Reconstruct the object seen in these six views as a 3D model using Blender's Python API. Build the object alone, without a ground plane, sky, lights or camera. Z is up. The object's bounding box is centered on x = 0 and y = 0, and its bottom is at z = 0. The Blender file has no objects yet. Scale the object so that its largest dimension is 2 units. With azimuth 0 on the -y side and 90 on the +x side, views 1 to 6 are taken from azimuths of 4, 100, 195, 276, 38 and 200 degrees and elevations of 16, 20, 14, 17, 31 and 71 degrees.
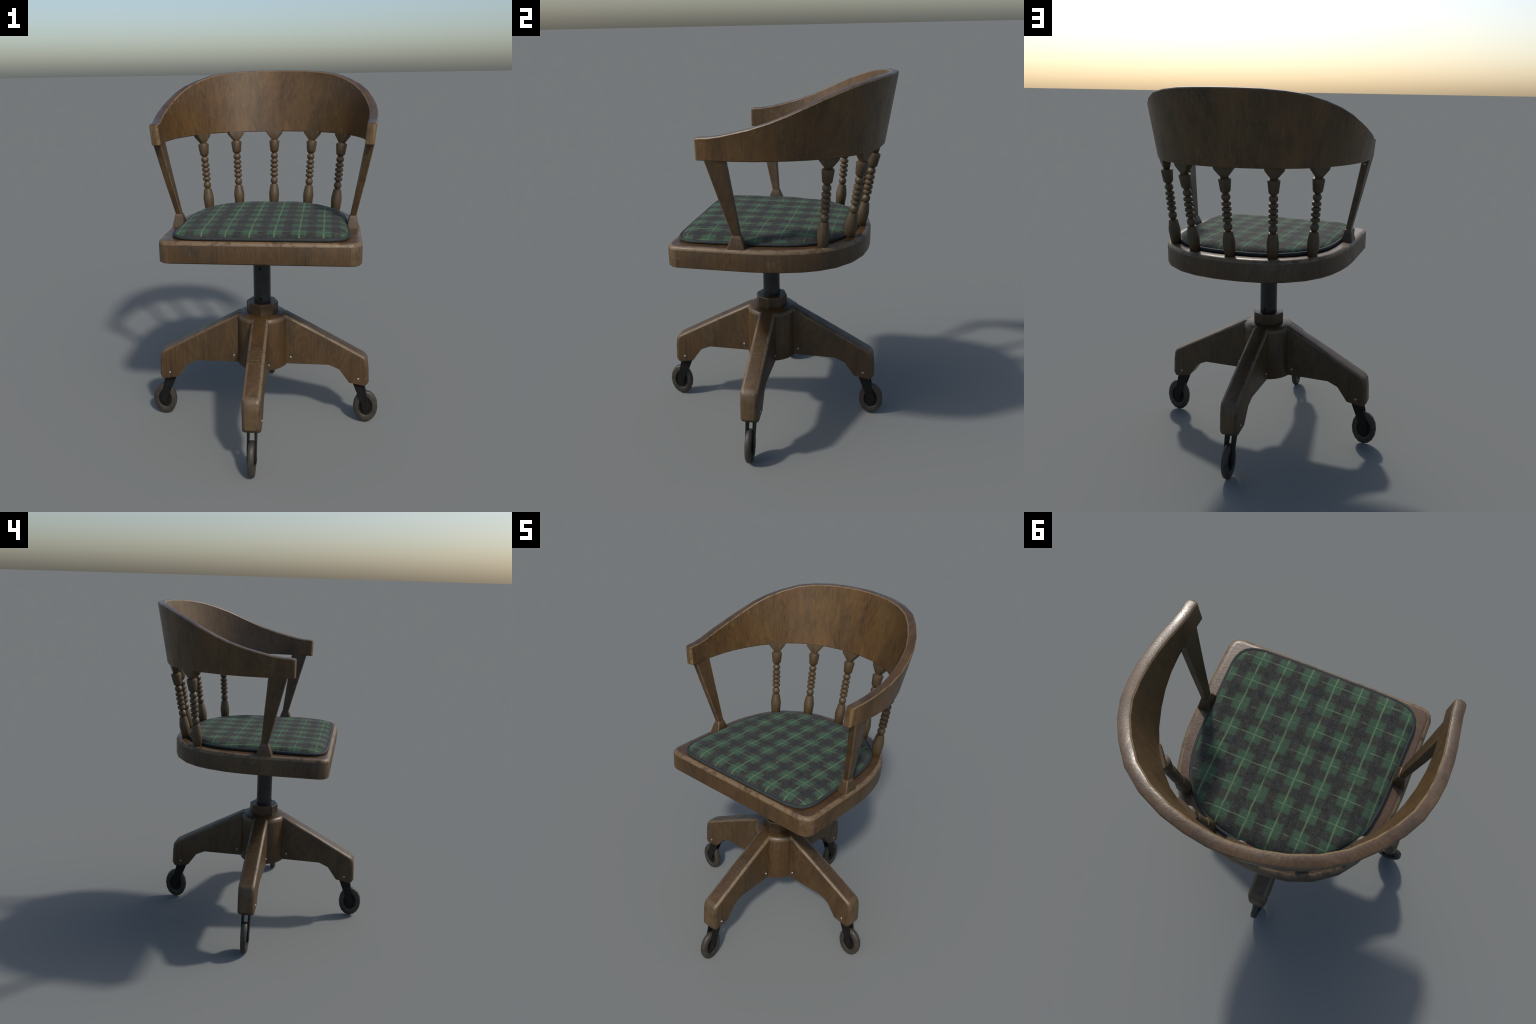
import bpy, bmesh, math, random
from mathutils import Vector, Matrix

random.seed(7)

# ------------------------------------------------------------------ frame
TURN = math.radians(-3.2)      # the whole chair stands turned by a few degrees
SX = 0.0265                    # the seat and back sit slightly off the column
BY = -0.006                    # centre of the base in y


# ============================================================ materials
def ramp(nt, fac, stops, interp='LINEAR'):
    r = nt.nodes.new('ShaderNodeValToRGB')
    r.color_ramp.interpolation = interp
    el = r.color_ramp.elements
    while len(el) < len(stops):
        el.new(0.5)
    for e, (p, c) in zip(el, stops):
        e.position = p
        e.color = (c, c, c, 1) if isinstance(c, (int, float)) else (*c, 1)
    nt.links.new(fac, r.inputs[0])
    return r.outputs[0]


def math_node(nt, op, a, b=None, clamp=False):
    m = nt.nodes.new('ShaderNodeMath')
    m.operation = op
    m.use_clamp = clamp
    for i, v in enumerate((a, b)):
        if v is None:
            continue
        if isinstance(v, (int, float)):
            m.inputs[i].default_value = v
        else:
            nt.links.new(v, m.inputs[i])
    return m.outputs[0]


def mix(nt, fac, a, b, blend='MIX'):
    m = nt.nodes.new('ShaderNodeMix')
    m.data_type = 'RGBA'
    m.blend_type = blend
    for s, v in ((m.inputs[0], fac), (m.inputs[6], a), (m.inputs[7], b)):
        if isinstance(v, (int, float)):
            s.default_value = v
        elif isinstance(v, tuple):
            s.default_value = (*v, 1)
        else:
            nt.links.new(v, s)
    return m.outputs[2]


def coords(nt, scale=(1, 1, 1), rot=(0, 0, 0), loc=(0, 0, 0)):
    tc = nt.nodes.new('ShaderNodeTexCoord')
    mp = nt.nodes.new('ShaderNodeMapping')
    mp.inputs['Scale'].default_value = scale
    mp.inputs['Rotation'].default_value = rot
    mp.inputs['Location'].default_value = loc
    nt.links.new(tc.outputs['Object'], mp.inputs[0])
    return mp.outputs[0]


def noise(nt, vec, scale, detail=4, rough=0.55, dist=0.0):
    n = nt.nodes.new('ShaderNodeTexNoise')
    n.inputs['Scale'].default_value = scale
    n.inputs['Detail'].default_value = detail
    n.inputs['Roughness'].default_value = rough
    n.inputs['Distortion'].default_value = dist
    nt.links.new(vec, n.inputs['Vector'])
    return n.outputs['Fac']


def new_mat(name, rough=0.5, metal=0.0, spec=0.5):
    m = bpy.data.materials.new(name)
    m.use_nodes = True
    nt = m.node_tree
    b = nt.nodes['Principled BSDF']
    b.inputs['Roughness'].default_value = rough
    b.inputs['Metallic'].default_value = metal
    b.inputs['Specular IOR Level'].default_value = spec
    return m, nt, b


def bump(nt, b, height, strength, dist):
    n = nt.nodes.new('ShaderNodeBump')
    n.inputs['Strength'].default_value = strength
    n.inputs['Distance'].default_value = dist
    nt.links.new(height, n.inputs['Height'])
    nt.links.new(n.outputs[0], b.inputs['Normal'])


def wood(name, dark, mid, light, worn, axis='Z', wear=0.0, rings=True, rough=0.40):
    """Stained timber: fine low-contrast streaks along one axis, blotches, faint growth
    rings, dirt specks, scratches.  wear > 0 is the variant for rubbed edges, where
    patches of bare wood show through the stain."""
    rough += 0.08 * wear
    m, nt, b = new_mat(name, rough, 0, 0.5)
    st = {'Z': (1, 1, 0.014), 'X': (0.014, 1, 1), 'Y': (1, 0.014, 1)}[axis]
    st2 = {'Z': (1, 1, 0.35), 'X': (0.35, 1, 1), 'Y': (1, 0.35, 1)}[axis]
    streak = noise(nt, coords(nt, st), 120, 3, 0.6)
    streak2 = noise(nt, coords(nt, st, loc=(3, 1, 2)), 34, 3, 0.55)
    blotch = noise(nt, coords(nt, st2, loc=(5, 3, 1)), 7.5, 5, 0.62)
    # growth rings: contour lines of a slow noise field
    slow = noise(nt, coords(nt, st2, loc=(1.3, 7, 2)), 3.6, 1, 0.4)
    rg = math_node(nt, 'SINE', math_node(nt, 'MULTIPLY', slow, 170.0))
    gate = ramp(nt, noise(nt, coords(nt, loc=(8, 1, 3)), 4.5, 1), [(0.48, 0.0), (0.64, 0.034)])
    g = math_node(nt, 'ADD', math_node(nt, 'MULTIPLY', streak, 0.34), math_node(nt, 'MULTIPLY', streak2, 0.14))
    g = math_node(nt, 'ADD', g, math_node(nt, 'MULTIPLY', blotch, 0.52))
    if rings:
        g = math_node(nt, 'ADD', g, math_node(nt, 'MULTIPLY', rg, gate))
    col = ramp(nt, g, [(0.37, dark), (0.50, mid), (0.64, light)])
    # the stain drifts between a redder and a yellower brown
    hue = ramp(nt, noise(nt, coords(nt, st2, loc=(2, 9, 6)), 5.0, 3, 0.5), [(0.38, (1.04, 0.98, 0.93)), (0.62, (0.98, 1.0, 0.98))])
    col = mix(nt, 1.0, col, hue, 'MULTIPLY')
    # broad grimy patches, then dark specks of old varnish and dirt
    grime = noise(nt, coords(nt, (1, 1, 0.6), loc=(6, 6, 2)), 11, 6, 0.7)
    col = mix(nt, ramp(nt, grime, [(0.50, 0.0), (0.64, 0.45)]), col, tuple(c * 0.62 for c in dark))
    speck = noise(nt, coords(nt, st2, loc=(9, 2, 4)), 60, 3, 0.7)
    area = ramp(nt, noise(nt, coords(nt, loc=(1, 5, 9)), 5.5, 2), [(0.48, 0.15), (0.62, 0.75)])
    speck = math_node(nt, 'MULTIPLY', ramp(nt, speck, [(0.58, 0.0), (0.72, 0.65)]), area)
    col = mix(nt, speck, col, tuple(c * 0.5 for c in dark))
    # fine pale scratches in two directions
    for rot, loc, amt in (((0.5, 0.6, 0.4), (2, 0, 0), 0.60), ((-0.7, 0.3, -0.5), (0, 4, 0), 0.50), ((0.2, 1.3, 0.9), (5, 1, 0), 0.50)):
        s = noise(nt, coords(nt, (26, 1.6, 1.6), rot, loc), 3.0, 2, 0.5)
        s = math_node(nt, 'ABSOLUTE', math_node(nt, 'SUBTRACT', s, 0.5))
        s = ramp(nt, s, [(0.0, 1.0), (0.010, 0.0)])
        gt = ramp(nt, noise(nt, coords(nt, loc=loc), 7, 2), [(0.55, 0.0), (0.64, amt)])
        col = mix(nt, math_node(nt, 'MULTIPLY', s, gt), col, worn)
    if wear > 0:
        patch = noise(nt, coords(nt, loc=(4, 4, 4)), 19, 6, 0.75)
        e = ramp(nt, patch, [(0.40, 0.12), (0.50, 1.0)])
        col = mix(nt, math_node(nt, 'MULTIPLY', e, wear), col, worn)
    nt.links.new(col, b.inputs['Base Color'])
    rv = math_node(nt, 'ADD', rough - 0.22, math_node(nt, 'MULTIPLY', grime, 0.46))
    nt.links.new(rv, b.inputs['Roughness'])
    pits = noise(nt, coords(nt), 42, 4, 0.65)
    h = math_node(nt, 'ADD', math_node(nt, 'MULTIPLY', streak, 0.5), math_node(nt, 'MULTIPLY', pits, 0.6))
    bump(nt, b, h, 0.22, 0.004)
    return m


def wood_set(name, dark, mid, light, worn, axis='Z', rubbed=0.8, faint=0.3, **kw):
    """Three finishes of one timber: sound, rubbed through, slightly rubbed."""
    return [wood(name, dark, mid, light, worn, axis, 0.0, **kw),
            wood(name + '_rubbed', dark, mid, light, worn, axis, rubbed, **kw),
            wood(name + '_faded', dark, mid, light, worn, axis, faint, **kw)]


BROWN = dict(dark=(0.031, 0.0172, 0.0062), mid=(0.053, 0.0290, 0.0102), light=(0.082, 0.045, 0.0157), worn=(0.142, 0.094, 0.048))
M_RAIL = wood_set('rail_wood', (0.047, 0.0255, 0.0082), (0.082, 0.0440, 0.0135), (0.122, 0.066, 0.0205), (0.155, 0.101, 0.049))
M_SEAT = wood_set('seat_wood', **BROWN, rubbed=0.9)
# upper faces: smoother; rail top darker and greyer, seat top redder
M_RAIL.append(wood('rail_top_wood', (0.040, 0.0230, 0.0100), (0.066, 0.0385, 0.0165), (0.096, 0.057, 0.025), (0.150, 0.098, 0.05), rough=0.335))
M_SEAT.append(wood('seat_top_wood', (0.036, 0.0185, 0.0075), (0.060, 0.0310, 0.0120), (0.090, 0.047, 0.018), (0.142, 0.094, 0.048), rough=0.345))
M_LEG = wood_set('leg_wood', (0.034, 0.0198, 0.0074), (0.057, 0.0330, 0.0120), (0.085, 0.049, 0.0180), (0.140, 0.095, 0.050), rubbed=0.7, faint=0.25, rough=0.45)
M_HUB = wood_set('hub_wood', **BROWN, rubbed=0.6)
M_POST = wood_set('arm_post_wood', (0.038, 0.0215, 0.0085), (0.061, 0.0345, 0.0135), (0.087, 0.050, 0.0195), (0.14, 0.092, 0.047), axis='X', rubbed=0.6, rings=False)
M_SPIN = wood_set('spindle_wood', (0.044, 0.027, 0.0115), (0.068, 0.043, 0.0190), (0.094, 0.060, 0.0270),
                  (0.14, 0.098, 0.055), rubbed=0.4, rings=False, rough=0.5)


def make_tartan():
    m, nt, b = new_mat('tartan_cloth', 0.92, 0, 0.2)
    v = coords(nt)
    # slightly uneven weave: wobble the coordinates a little
    wob = nt.nodes.new('ShaderNodeTexNoise')
    wob.inputs['Scale'].default_value = 14
    wob.inputs['Detail'].default_value = 2
    nt.links.new(v, wob.inputs['Vector'])
    sub = nt.nodes.new('ShaderNodeVectorMath'); sub.operation = 'SUBTRACT'
    nt.links.new(wob.outputs['Color'], sub.inputs[0]); sub.inputs[1].default_value = (0.5, 0.5, 0.5)
    scl = nt.nodes.new('ShaderNodeVectorMath'); scl.operation = 'SCALE'
    nt.links.new(sub.outputs[0], scl.inputs[0]); scl.inputs['Scale'].default_value = 0.007
    add = nt.nodes.new('ShaderNodeVectorMath'); add.operation = 'ADD'
    nt.links.new(v, add.inputs[0]); nt.links.new(scl.outputs[0], add.inputs[1])
    sep = nt.nodes.new('ShaderNodeSeparateXYZ')
    nt.links.new(add.outputs[0], sep.inputs[0])
    pitch = 0.1211

    def dist(axis, off):
        t = math_node(nt, 'DIVIDE', math_node(nt, 'SUBTRACT', sep.outputs[axis], off - pitch * 50.5), pitch)
        t = math_node(nt, 'FRACT', t)
        return math_node(nt, 'MULTIPLY', math_node(nt, 'ABSOLUTE', math_node(nt, 'SUBTRACT', t, 0.5)), pitch)

    dx = dist('X', 0.0765)
    dy = dist('Y', 0.0145)
    fuzz = noise(nt, v, 150, 5, 0.75)
    cloud = noise(nt, coords(nt, loc=(2, 2, 0)), 15, 5, 0.65)
    ragged = math_node(nt, 'MULTIPLY', math_node(nt, 'SUBTRACT', fuzz, 0.5), 0.009)
    bx = ramp(nt, math_node(nt, 'ADD', dx, ragged), [(0.033, 1.0), (0.042, 0.0)])
    by = ramp(nt, math_node(nt, 'ADD', dy, ragged), [(0.033, 1.0), (0.042, 0.0)])
    base = ramp(nt, fuzz, [(0.34, (0.0095, 0.0105, 0.0102)), (0.66, (0.042, 0.0445, 0.0425))])
    brownish = ramp(nt, fuzz, [(0.34, (0.016, 0.0158, 0.0138)), (0.66, (0.050, 0.048, 0.042))])
    band = math_node(nt, 'MAXIMUM', bx, by)
    warm = math_node(nt, 'ADD', math_node(nt, 'MULTIPLY', band, 0.6), ramp(nt, cloud, [(0.42, 0.0), (0.66, 0.45)]), clamp=True)
    base = mix(nt, warm, base, brownish)
    smoke = ramp(nt, noise(nt, coords(nt, loc=(7, 1, 0)), 34, 4, 0.6), [(0.36, 0.72), (0.62, 1.16)])
    base = mix(nt, 1.0, base, smoke, 'MULTIPLY')
    green = ramp(nt, fuzz, [(0.32, (0.021, 0.045, 0.028)), (0.68, (0.056, 0.097, 0.062))])
    both = math_node(nt, 'MULTIPLY', bx, by)
    fade = ramp(nt, cloud, [(0.30, 0.98), (0.70, 0.78)])
    one = math_node(nt, 'ADD', math_node(nt, 'MULTIPLY', bx, 0.12), math_node(nt, 'MULTIPLY', by, 0.05))
    fac = math_node(nt, 'ADD', math_node(nt, 'MULTIPLY', both, math_node(nt, 'SUBTRACT', fade, 0.1)), one, clamp=True)
    col = mix(nt, fac, base, green)
    lx = ramp(nt, dx, [(0.0018, 1.0), (0.0044, 0.0)])
    ly = ramp(nt, dy, [(0.0014, 1.0), (0.0034, 0.0)])
    gx = ramp(nt, noise(nt, coords(nt, loc=(6, 0, 0)), 19, 2), [(0.34, 0.30), (0.50, 0.95)])
    gy = ramp(nt, noise(nt, coords(nt, loc=(0, 8, 0)), 17, 2), [(0.42, 0.12), (0.55, 0.85)])
    ln = math_node(nt, 'MAXIMUM', math_node(nt, 'MULTIPLY', lx, gx), math_node(nt, 'MULTIPLY', ly, gy))
    col = mix(nt, math_node(nt, 'MULTIPLY', ln, 0.66), col, (0.145, 0.235, 0.120))
    nt.links.new(col, b.inputs['Base Color'])
    b.inputs['Sheen Weight'].default_value = 0.04
    bump(nt, b, fuzz, 0.35, 0.004)
    return m


def make_plain(name, c0, c1, scale, rough, metal=0.0, spec=0.5, bmp=0.15):
    m, nt, b = new_mat(name, rough, metal, spec)
    n = noise(nt, coords(nt), scale, 4, 0.6)
    nt.links.new(ramp(nt, n, [(0.35, c0), (0.65, c1)]), b.inputs['Base Color'])
    nt.links.new(math_node(nt, 'ADD', rough - 0.1, math_node(nt, 'MULTIPLY', n, 0.2)), b.inputs['Roughness'])
    bump(nt, b, n, bmp, 0.003)
    return m


M_CLOTH = make_tartan()
M_PIPE = make_plain('piping_cloth', (0.016, 0.020, 0.020), (0.030, 0.034, 0.033), 120, 0.75, 0, 0.3)
M_STEEL = make_plain('dark_steel', (0.013, 0.0142, 0.0165), (0.025, 0.0268, 0.030), 22, 0.32, 0.3, 0.5, 0.06)
M_BLACK = make_plain('black_iron', (0.003, 0.003, 0.003), (0.008, 0.0075, 0.007), 60, 0.55, 0, 0.25)
M_TYRE = make_plain('worn_rubber', (0.025, 0.0212, 0.0160), (0.042, 0.0355, 0.0265), 45, 0.52, 0, 0.45)
M_SCREW = make_plain('screw_metal', (0.25, 0.25, 0.25), (0.42, 0.41, 0.40), 150, 0.38, 0.9)
M_HOLE = make_plain('hole_shadow', (0.002, 0.002, 0.002), (0.004, 0.004, 0.004), 50, 0.9, 0, 0.1)


# ============================================================ mesh helpers
ROOT = bpy.data.objects.new('swivel_chair', None)
bpy.context.scene.collection.objects.link(ROOT)
ROOT['label'] = 'worn wooden swivel armchair with green tartan seat cushion'
ROOT['category'] = 'chair'


def obj(name, data, parent=None, matrix=None):
    o = bpy.data.objects.new(name, data)
    bpy.context.scene.collection.objects.link(o)
    o.parent = parent or ROOT
    if matrix is not None:
        o.matrix_local = matrix
    return o


def mesh(name, verts, faces, mat, angle=40, slots=None):
    me = bpy.data.meshes.new(name)
    me.from_pydata([tuple(v) for v in verts], [], faces)
    if slots:
        me.polygons.foreach_set('material_index', slots)
    bm = bmesh.new()
    bm.from_mesh(me)
    bmesh.ops.remove_doubles(bm, verts=bm.verts, dist=1e-5)
    bmesh.ops.recalc_face_normals(bm, faces=bm.faces)
    for f in bm.faces:
        f.smooth = True
    lim = math.radians(angle)
    for e in bm.edges:
        if len(e.link_faces) == 2:
            e.smooth = e.calc_face_angle(0) < lim
    bm.to_mesh(me)
    bm.free()
    for m in (mat if isinstance(mat, list) else [mat]):
        me.materials.append(m)
    return me


def loft(rings, closed_ring=True, cap=True, wrap=False):
    """Skin a list of equally long rings of points."""
    n = len(rings[0])
    verts = [p for r in rings for p in r]
    faces = []
    k = len(rings)
    for i in range(k if wrap else k - 1):
        j2 = (i + 1) % k
        for j in range(n if closed_ring else n - 1):
            a, b_ = i * n + j, i * n + (j + 1) % n
            c, d = j2 * n + (j + 1) % n, j2 * n + j
            faces.append((a, b_, c, d))
    if cap and not wrap:
        faces.append(tuple(range(n - 1, -1, -1)))
        faces.append(tuple((k - 1) * n + j for j in range(n)))
    return verts, faces


def loft_slots(k, n, rule, cap=0):
    """Material slot of every face of loft(): rule(strip, column) -> slot."""
    return [rule(i, j) for i in range(k - 1) for j in range(n)] + [cap, cap]


def lathe(profile, seg, axis='Z', squash=1.0, cap=True, phase=0.0):
    rings = []
    for r, h in profile:
        ring = []
        for i in range(seg):
            a = 2 * math.pi * (i + phase) / seg
            x, y = r * math.cos(a), r * math.sin(a)
            if axis == 'Z':
                ring.append((x * squash, y, h))
            else:                                  # axle along local y, squashed in x
                ring.append((x * squash, h, y))
        rings.append(ring)
    return loft(rings, cap=cap)


def resample(pts, n):
    """n+1 points at equal arc length along a polyline of vectors."""
    d = [0.0]
    for a, b_ in zip(pts, pts[1:]):
        d.append(d[-1] + (b_ - a).length)
    out, k = [], 0
    for i in range(n + 1):
        t = d[-1] * i / n
        while k < len(pts) - 2 and d[k + 1] < t:
            k += 1
        f = (t - d[k]) / max(d[k + 1] - d[k], 1e-9)
        out.append(pts[k].lerp(pts[k + 1], f))
    return out


def inset_ring(ring, amount):
    """Offset a closed, counter-clockwise 2D outline inwards."""
    out, n = [], len(ring)
    for i, p in enumerate(ring):
        a = (p - ring[i - 1]).normalized()
        b_ = (ring[(i + 1) % n] - p).normalized()
        na, nb = Vector((-a.y, a.x)), Vector((-b_.y, b_.x))
        m = (na + nb)
        m = m / max(m.dot(na), 0.3) if m.length > 1e-6 else na
        out.append(p + m * amount)
    return out


def mirror_outline(half):
    """half: points from the front centre, round the +x side, to the back centre."""
    pts = [Vector(p) for p in half]
    left = [Vector((-p.x, p.y)) for p in reversed(pts) if p.x > 1e-6]
    return pts + left


# ============================================================ seat
SEAT_HALF = [(0, -0.433), (0.25, -0.433), (0.450, -0.433), (0.480, -0.425), (0.499, -0.406), (0.508, -0.376),
             (0.510, -0.15), (0.511, -0.01), (0.506, 0.083), (0.494, 0.164), (0.467, 0.267),
             (0.434, 0.341), (0.375, 0.422), (0.283, 0.493), (0.180, 0.535), (0.070, 0.553), (0, 0.555)]


def build_seat():
    base = mirror_outline(SEAT_HALF)
    rings = []
    for z, ins in ((1.072, 0.016), (1.0745, 0.008), (1.081, 0.0), (1.171, 0.0), (1.180, 0.003),
                   (1.187, 0.009), (1.190, 0.019), (1.1902, 0.030)):
        rings.append([(p.x, p.y, z) for p in inset_ring(base, ins)])
    v, f = loft(rings)
    n = len(rings[0])

    def rule(i, j):
        if i == 6:
            return 3                               # flat top
        if i in (3, 4, 5):
            return 1                               # rubbed upper edge
        p, q = base[j], base[(j + 1) % n]
        corner = min(abs(p.x), abs(q.x)) > 0.44 and min(p.y, q.y) < -0.37 and max(p.y, q.y) < -0.37
        if i in (0, 1):
            return 2
        return 2 if corner else 0
    return obj('seat', mesh('seat', v, f, M_SEAT, 50, loft_slots(len(rings), n, rule, 3)), matrix=Matrix.Translation((SX, 0, 0)))


CUSH_HALF = [(0, -0.412), (0.20, -0.412), (0.335, -0.409), (0.385, -0.399), (0.425, -0.374), (0.445, -0.338),
             (0.451, -0.295), (0.449, -0.20), (0.445, -0.08), (0.443, 0.03), (0.438, 0.115), (0.424, 0.20), (0.402, 0.268),
             (0.365, 0.333), (0.307, 0.392), (0.250, 0.432), (0.185, 0.462), (0.10, 0.479), (0, 0.485)]


def build_cushion():
    base = mirror_outline(CUSH_HALF)
    base = [Vector((p.x, p.y)) for p in resample([Vector((p.x, p.y, 0)) for p in base + [base[0]]], 96)[:-1]]
    c = Vector((0, 0.02))
    rings = []
    for z, k in ((1.1905, 0.975), (1.196, 0.985), (1.203, 0.982), (1.212, 0.968), (1.219, 0.945), (1.2255, 0.91),
                 (1.2282, 0.85), (1.2306, 0.72), (1.2322, 0.52), (1.2330, 0.30), (1.2335, 0.10)):
        ring = []
        for p in base:
            q = c + (p - c) * k
            w = 0.0016 * math.sin(q.x * 31 + 1.0) * math.sin(q.y * 27 + 0.4) + 0.0012 * math.sin(q.x * 13 - q.y * 17)
            ring.append((q.x, q.y, z + (w if z > 1.21 else 0)))
        rings.append(ring)
    v, f = loft(rings)
    cush = obj('seat_cushion', mesh('seat_cushion', v, f, M_CLOTH, 60), matrix=Matrix.Translation((SX, 0, 0)))
    # piping cord round the lower edge, thickened to include the shading below the cushion
    n = len(base)
    rings = []
    ins = inset_ring(base, 0.007)
    for i, p in enumerate(ins):
        t = (ins[(i + 1) % n] - ins[i - 1]).normalized()
        out = Vector((t.y, -t.x))
        ring = []
        for j in range(10):
            a = 2 * math.pi * j / 10
            ring.append((p.x + out.x * 0.0095 * math.cos(a), p.y + out.y * 0.0095 * math.cos(a),
                         1.1995 + 0.0095 * math.sin(a)))
        rings.append(ring)
    v, f = loft(rings, wrap=True, cap=False)
    obj('cushion_piping', mesh('cushion_piping', v, f, M_PIPE, 80), cush)


# ============================================================ bent back rail
RAIL_TOP = [(0.567, -0.219, 1.742), (0.569, -0.203, 1.745), (0.571, -0.166, 1.746), (0.579, -0.10, 1.756), (0.587, -0.03, 1.773),
            (0.591, 0.035, 1.788), (0.588, 0.13, 1.817), (0.575, 0.21, 1.847), (0.550, 0.30, 1.885),
            (0.510, 0.38, 1.919), (0.459, 0.455, 1.947), (0.389, 0.534, 1.973), (0.306, 0.592, 1.986),
            (0.210, 0.634, 1.994), (0.120, 0.657, 1.9965), (0.040, 0.668, 1.9975), (0.0, 0.669, 1.9975)]
RAIL_BOT = [(0.558, -0.219), (0.5595, -0.203), (0.563, -0.166), (0.568, -0.10), (0.570, -0.03), (0.566, 0.05), (0.553, 0.13),
            (0.533, 0.205), (0.502, 0.29), (0.460, 0.371), (0.409, 0.442), (0.346, 0.503), (0.270, 0.551),
            (0.187, 0.585), (0.104, 0.604), (0.035, 0.613), (0.0, 0.614)]
RAIL_Z = 1.638
RAIL_T = 0.046


def inward(pts):
    """Unit plan normals pointing to the inside of the bend."""
    out = []
    n = len(pts)
    for i in range(n):
        a = pts[max(i - 1, 0)]
        b_ = pts[min(i + 1, n - 1)]
        t = Vector((b_[0] - a[0], b_[1] - a[1])).normalized()
        out.append(Vector((-t.y, t.x)))
    return out


def build_rail():
    def full(half):
        return list(half) + [(-p[0],) + tuple(p[1:]) for p in reversed(half[:-1])]
    top, bot = full(RAIL_TOP), full(RAIL_BOT)
    nt_, nb_ = inward(top), inward(bot)
    nt_[0] = nb_[0] = Vector((-1, 0)); nt_[-1] = nb_[-1] = Vector((1, 0))
    rings = []
    for T, B, n1, n2 in zip(top, bot, nt_, nb_):
        To, Bo = Vector(T), Vector((B[0], B[1], RAIL_Z))
        n1, n2 = Vector((n1.x, n1.y, 0)), Vector((n2.x, n2.y, 0))
        up = (To - Bo).normalized()
        zt = To.z

        def P(k_in, drop):       # point near the top
            q = To + n1 * k_in
            return q - up * drop

        def Q(k_in, rise):       # point near the bottom
            return Bo + n2 * k_in + up * rise
        rings.append([Q(0.004, 0), Q(0, 0.004), P(0, 0.0055), P(0.005, 0.0), P(RAIL_T * 0.5, -0.0030),
                      P(RAIL_T - 0.005, 0.0), P(RAIL_T, 0.0055), Q(RAIL_T, 0.004), Q(RAIL_T - 0.004, 0)])
    # rounded arm tips: one more, slightly shrunken ring at either end
    def tip(ring, dy, k):
        c = sum((Vector(p) for p in ring), Vector()) / len(ring)
        out = []
        for p in ring:
            q = c + (Vector(p) - c)
            q.x = c.x + (p.x - c.x) * k
            q.z = c.z + (p.z - c.z) * (1 - (1 - k) * 0.12)
            q.y = p.y + dy
            out.append(q)
        return out
    rings = [tip(rings[0], -0.0095, 0.50), tip(rings[0], -0.006, 0.82)] + rings + [tip(rings[-1], -0.006, 0.82), tip(rings[-1], -0.0095, 0.50)]
    v, f = loft(rings)
    k = len(rings)

    def rule(i, j):
        if i < 2 or i >= k - 3:
            return 3 if j in (3, 4) else 1         # arm tips
        return {0: 2, 2: 1, 3: 3, 4: 3, 5: 1, 7: 2}.get(j, 0)
    return obj('backrest', mesh('backrest', v, f, M_RAIL, 30, loft_slots(k, len(rings[0]), rule, 2)), matrix=Matrix.Translation((SX, 0, 0)))


# ============================================================ turned spindles
# (top neck, lower ball) measured along each spindle axis
SPINDLES = [(-0.410, 0.375, -0.391, 0.358), (-0.232, 0.521, -0.2185, 0.485), (0.0, 0.566, 0.0, 0.527),
            (0.232, 0.521, 0.2185, 0.485), (0.410, 0.375, 0.391, 0.358)]
# radius, fraction of the height from the neck (0) to the bottom (1)
TURNING = [(0.013, 0.0), (0.0255, 0.022), (0.0265, 0.034), (0.0215, 0.168), (0.0195, 0.178), (0.0135, 0.196),
           (0.0110, 0.203), (0.0155, 0.214), (0.0188, 0.234), (0.0192, 0.250), (0.0170, 0.272), (0.0110, 0.292)]
for k in range(4):
    z0 = 0.296 + 0.0665 * k
    TURNING += [(0.0115, z0), (0.0185, z0 + 0.008), (0.0200, z0 + 0.020), (0.0200, z0 + 0.040), (0.0185, z0 + 0.050), (0.0115, z0 + 0.058)]
TURNING += [(0.0110, 0.566), (0.0160, 0.580), (0.0190, 0.603), (0.0188, 0.625), (0.0160, 0.650), (0.0110, 0.668),
            (0.0175, 0.672), (0.0195, 0.676), (0.0262, 0.795), (0.0262, 0.830), (0.0225, 0.972), (0.0170, 0.992), (0.0150, 1.012)]


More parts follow.
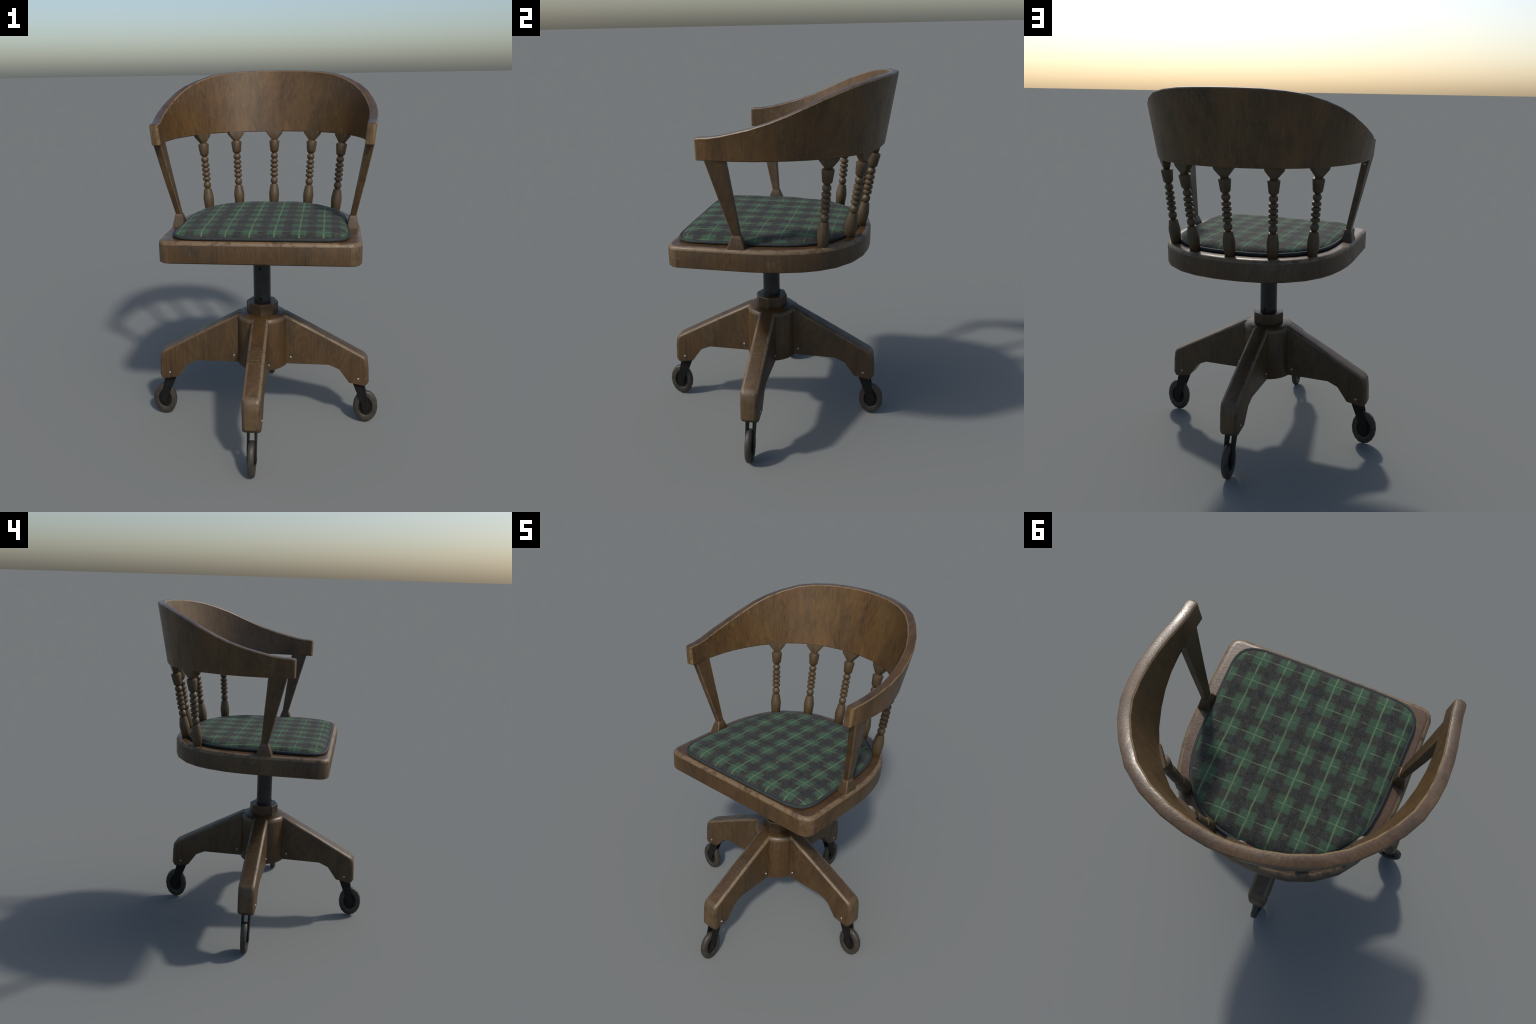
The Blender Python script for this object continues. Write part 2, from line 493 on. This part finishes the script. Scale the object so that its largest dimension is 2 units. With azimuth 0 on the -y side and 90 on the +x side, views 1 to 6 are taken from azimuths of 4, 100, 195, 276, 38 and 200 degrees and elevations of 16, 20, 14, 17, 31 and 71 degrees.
def build_spindles():
    ztop, zbot = 1.591, 1.190
    H = 0.41
    v, f = lathe([(r * 1.20, -h * H) for r, h in TURNING], 12, phase=0.5)
    turned = mesh('spindle', v, f, M_SPIN[0], 38)
    # flared bracket between the neck and the rail
    rings = []
    for z, hw, hd in ((-0.004, 0.015, 0.014), (0.003, 0.020, 0.018), (0.036, 0.046, 0.0230), (0.052, 0.051, 0.0230)):
        c = 0.006 if z < 0.01 else 0.004
        rings.append([(-hw + c, -hd, z), (hw - c, -hd, z), (hw, -hd + c, z), (hw, hd - c, z),
                      (hw - c, hd, z), (-hw + c, hd, z), (-hw, hd - c, z), (-hw, -hd + c, z)])
    v, f = loft(rings)
    bracket = mesh('spindle_bracket', v, f, M_SPIN, 30, loft_slots(4, 8, lambda i, j: j % 2))
    for xt, yt, xb, yb in SPINDLES:
        slope = Vector((xb - xt, yb - yt, 1.343 - ztop))
        axis = (-slope).normalized()
        rot = axis.to_track_quat('Z', 'Y').to_matrix().to_4x4()
        place = Matrix.Translation((SX + xt, yt, ztop)) @ rot
        o = obj('spindle', turned, matrix=place)
        # the bracket follows the rail above: find the rail direction here
        bend = {0.410: math.radians(52), 0.232: math.radians(25), 0.0: 0.0}[round(abs(xt), 3)]
        ang = math.copysign(bend, xt)
        w = Matrix.Translation((SX + xt, yt, ztop)) @ Matrix.Rotation(-ang, 4, 'Z') @ Matrix.Rotation(math.radians(-8), 4, 'X')
        obj('spindle_bracket', bracket, o, place.inverted() @ w)


# ============================================================ arm posts
def build_arm_posts():
    def slab(sections, ch):
        rings = []
        for z, x, y0, y1, hx in sections:
            c = ch
            rings.append([(x - hx + c, y0, z), (x + hx - c, y0, z), (x + hx, y0 + c, z), (x + hx, y1 - c, z),
                          (x + hx - c, y1, z), (x - hx + c, y1, z), (x - hx, y1 - c, z), (x - hx, y0 + c, z)])
        return loft(rings)
    for s in (1, -1):
        v, f = slab([(1.250, s * 0.470, -0.083, -0.044, 0.0145), (1.262, s * 0.472, -0.087, -0.045, 0.0155),
                     (1.45, s * 0.508, -0.136, -0.064, 0.0180), (1.645, s * 0.5425, -0.187, -0.085, 0.0205)], 0.004)
        chamfer = loft_slots(4, 8, lambda i, j: j % 2)
        post = obj('arm_post', mesh('arm_post', v, f, M_POST, 30, chamfer), matrix=Matrix.Translation((SX, 0, 0)))
        v, f = slab([(1.188, s * 0.4685, -0.111, -0.018, 0.032), (1.196, s * 0.4685, -0.109, -0.020, 0.0315),
                     (1.244, s * 0.4695, -0.092, -0.038, 0.0205), (1.255, s * 0.470, -0.088, -0.041, 0.0165), (1.257, s * 0.470, -0.083, -0.045, 0.013)], 0.004)
        obj('post_foot', mesh('post_foot', v, f, M_SEAT, 30, loft_slots(5, 8, lambda i, j: 2 if j % 2 or i == 2 else 0)), post)
        m = Matrix.Translation((s * 0.537, -0.0822, 1.612)) @ Matrix.Rotation(math.radians(-90), 4, 'X')
        obj('screw', SCREW, post, m)


# ============================================================ column
def screw_mesh():
    v, f = lathe([(0.0078, -0.001), (0.0078, 0.0012), (0.0066, 0.0028), (0.0045, 0.0040), (0.0030, 0.0042), (0.0022, 0.0022), (0.0004, 0.0020)], 12)
    return mesh('screw', v, f, M_SCREW, 40)


SCREW = screw_mesh()


def build_column():
    v, f = lathe([(0.0485, 0.735), (0.0485, 1.080)], 16)
    post = obj('swivel_post', mesh('swivel_post', v, f, M_STEEL, 50), matrix=Matrix.Translation((0.0, -0.006, 0)))
    v, f = lathe([(0.0055, 0.0), (0.0050, 0.0012), (0.003, 0.0016)], 10)
    hole = mesh('post_hole', v, f, M_HOLE)
    for az, z in ((-96, 0.762), (-96, 0.942), (84, 0.762), (84, 0.942)):
        a = math.radians(az)
        m = (Matrix.Translation((0.0482 * math.cos(a), 0.0482 * math.sin(a), z)) @ Matrix.Rotation(a, 4, 'Z')
             @ Matrix.Rotation(math.radians(90), 4, 'Y') @ Matrix.Scale(1.6, 4, (1, 0, 0)))
        obj('post_hole', hole, post, m)
    v, f = lathe([(0.120, 0.369), (0.146, 0.371), (0.149, 0.378), (0.1445, 0.648), (0.142, 0.659), (0.135, 0.669), (0.123, 0.676), (0.080, 0.681)], 24, phase=0.5)
    hub = obj('base_hub', mesh('base_hub', v, f, M_HUB, 50, loft_slots(8, 24, lambda i, j: 2 if i in (3, 4) else 0)), matrix=Matrix.Translation((0, BY, 0)))
    v, f = lathe([(0.090, 0.672), (0.090, 0.736), (0.086, 0.7405), (0.046, 0.742)], 8, phase=0.0)
    obj('hub_collar', mesh('hub_collar', v, f, M_HUB, 30, loft_slots(4, 8, lambda i, j: 1 if i == 1 else 0)), hub)


# ============================================================ star base
def build_base():
    # side outline of a leg (r, z): top line, rounded nose, end, foot, arch
    full = [(0.060, 0.674), (0.112, 0.6765), (0.136, 0.674), (0.345, 0.5615), (0.572, 0.436), (0.589, 0.425), (0.602, 0.406), (0.608, 0.36), (0.612, 0.272),
            (0.600, 0.252), (0.499, 0.268), (0.441, 0.350), (0.383, 0.376), (0.06, 0.377)]
    side = [(0.060, 0.650), (0.112, 0.656), (0.143, 0.6495), (0.348, 0.542), (0.563, 0.424), (0.576, 0.415), (0.581, 0.398), (0.586, 0.36), (0.590, 0.272),
            (0.582, 0.254), (0.499, 0.268), (0.441, 0.350), (0.383, 0.376), (0.06, 0.377)]
    # the bevel between flank and top is a quarter round
    secs = []
    for i in range(6):
        a = math.radians(90) * i / 5
        secs.append((0.0490 - 0.0225 * (1 - math.cos(a)), 1 - math.sin(a)))
    ws = [(-w, k) for w, k in secs] + [(w, k) for w, k in reversed(secs)]
    rings = []
    for w, k in ws:
        rings.append([(p[0] + (q[0] - p[0]) * k, w, p[1] + (q[1] - p[1]) * k) for p, q in zip(full, side)])
    v, f = loft(rings)
    nn, kk = len(full), len(rings)

    def rule(i, j):
        if j in (8, 9, 10, 11, 12):
            return 0
        if i in (1, 2, 3, 7, 8, 9):
            return 1 if j < 5 else 2               # rounded shoulders
        return 2 if j in (4, 5, 6, 7) else 0       # nose
    leg_me = mesh('base_leg', v, f, M_LEG, 32, loft_slots(kk, nn, rule))

    # caster: two fork blades, squashed wheel with a thick tyre
    AX, AZ = 0.598, 0.1005
    pts = [(0.512, 0.290), (0.585, 0.290), (0.588, 0.245), (0.6185, 0.110)]
    for i in range(7):
        a = math.radians(12 - 200 * i / 6)
        pts.append((AX + 0.0205 * math.cos(a), AZ + 0.028 * math.sin(a)))
    pts += [(0.5755, 0.115), (0.5245, 0.245)]
    vs, fs = [], []
    for s in (1, -1):
        lay = [[(x, s * 0.0150, z) for x, z in pts], [(x, s * 0.0225, z) for x, z in pts],
               [(AX + (x - AX) * 0.93 if z < 0.12 else x, s * 0.0240, z) for x, z in pts]]
        v, f = loft(lay)
        off = len(vs)
        vs += v
        fs += [tuple(i + off for i in q) for q in f]
    # axle pin
    v, f = lathe([(0.007, -0.0265), (0.0085, -0.024), (0.0085, 0.024), (0.007, 0.0265)], 10, axis='Y')
    off = len(vs)
    vs += [(x + AX, y, z + AZ) for x, y, z in v]
    fs += [tuple(i + off for i in q) for q in f]
    fork_me = mesh('caster_fork', vs, fs, M_BLACK, 35)
    sq = 0.705
    tyre_prof = [(0.056, -0.009), (0.056, -0.0135), (0.060, -0.0165), (0.091, -0.0160), (0.097, -0.0125), (0.1005, -0.006), (0.1005, 0.006),
                 (0.097, 0.0125), (0.091, 0.0160), (0.060, 0.0165), (0.056, 0.0135), (0.056, 0.009)]
    rings_v, rings_f = lathe(tyre_prof, 16, axis='Y', squash=sq, cap=False)
    n = 16
    k = len(tyre_prof)
    rings_f += [((k - 1) * n + j, (k - 1) * n + (j + 1) % n, (j + 1) % n, j) for j in range(n)]
    tyre_me = mesh('tyre', [(x + AX, y, z + AZ) for x, y, z in rings_v], rings_f, M_TYRE, 40)
    v, f = lathe([(0.020, -0.0125), (0.030, -0.0100), (0.052, -0.0085), (0.0575, -0.0095), (0.0575, 0.0095), (0.052, 0.0085), (0.030, 0.0100), (0.020, 0.0125)],
                 16, axis='Y', squash=sq)
    disc_me = mesh('wheel_hub', [(x + AX, y, z + AZ) for x, y, z in v], f, M_BLACK, 40)

    for i in range(4):
        turn = Matrix.Translation((0, BY, 0)) @ Matrix.Rotation(math.radians(90 * i), 4, 'Z')
        leg = obj('base_leg', leg_me, matrix=turn)
        for r, z in ((0.549, 0.292), (0.163, 0.415)):
            for s in (1, -1):
                m = (Matrix.Translation((r, s * 0.0490, z)) @ Matrix.Rotation(math.radians(-90 * s), 4, 'X')
                     @ Matrix.Rotation(random.uniform(0, 3), 4, 'Z'))
                obj('screw', SCREW, leg, m)
        fork = obj('caster', fork_me, matrix=turn)
        obj('tyre', tyre_me, fork)
        obj('wheel_hub', disc_me, fork)


build_seat()
build_cushion()
build_rail()
build_spindles()
build_arm_posts()
build_column()
build_base()
ROOT.rotation_euler = (0, 0, TURN)
bpy.context.view_layer.update()
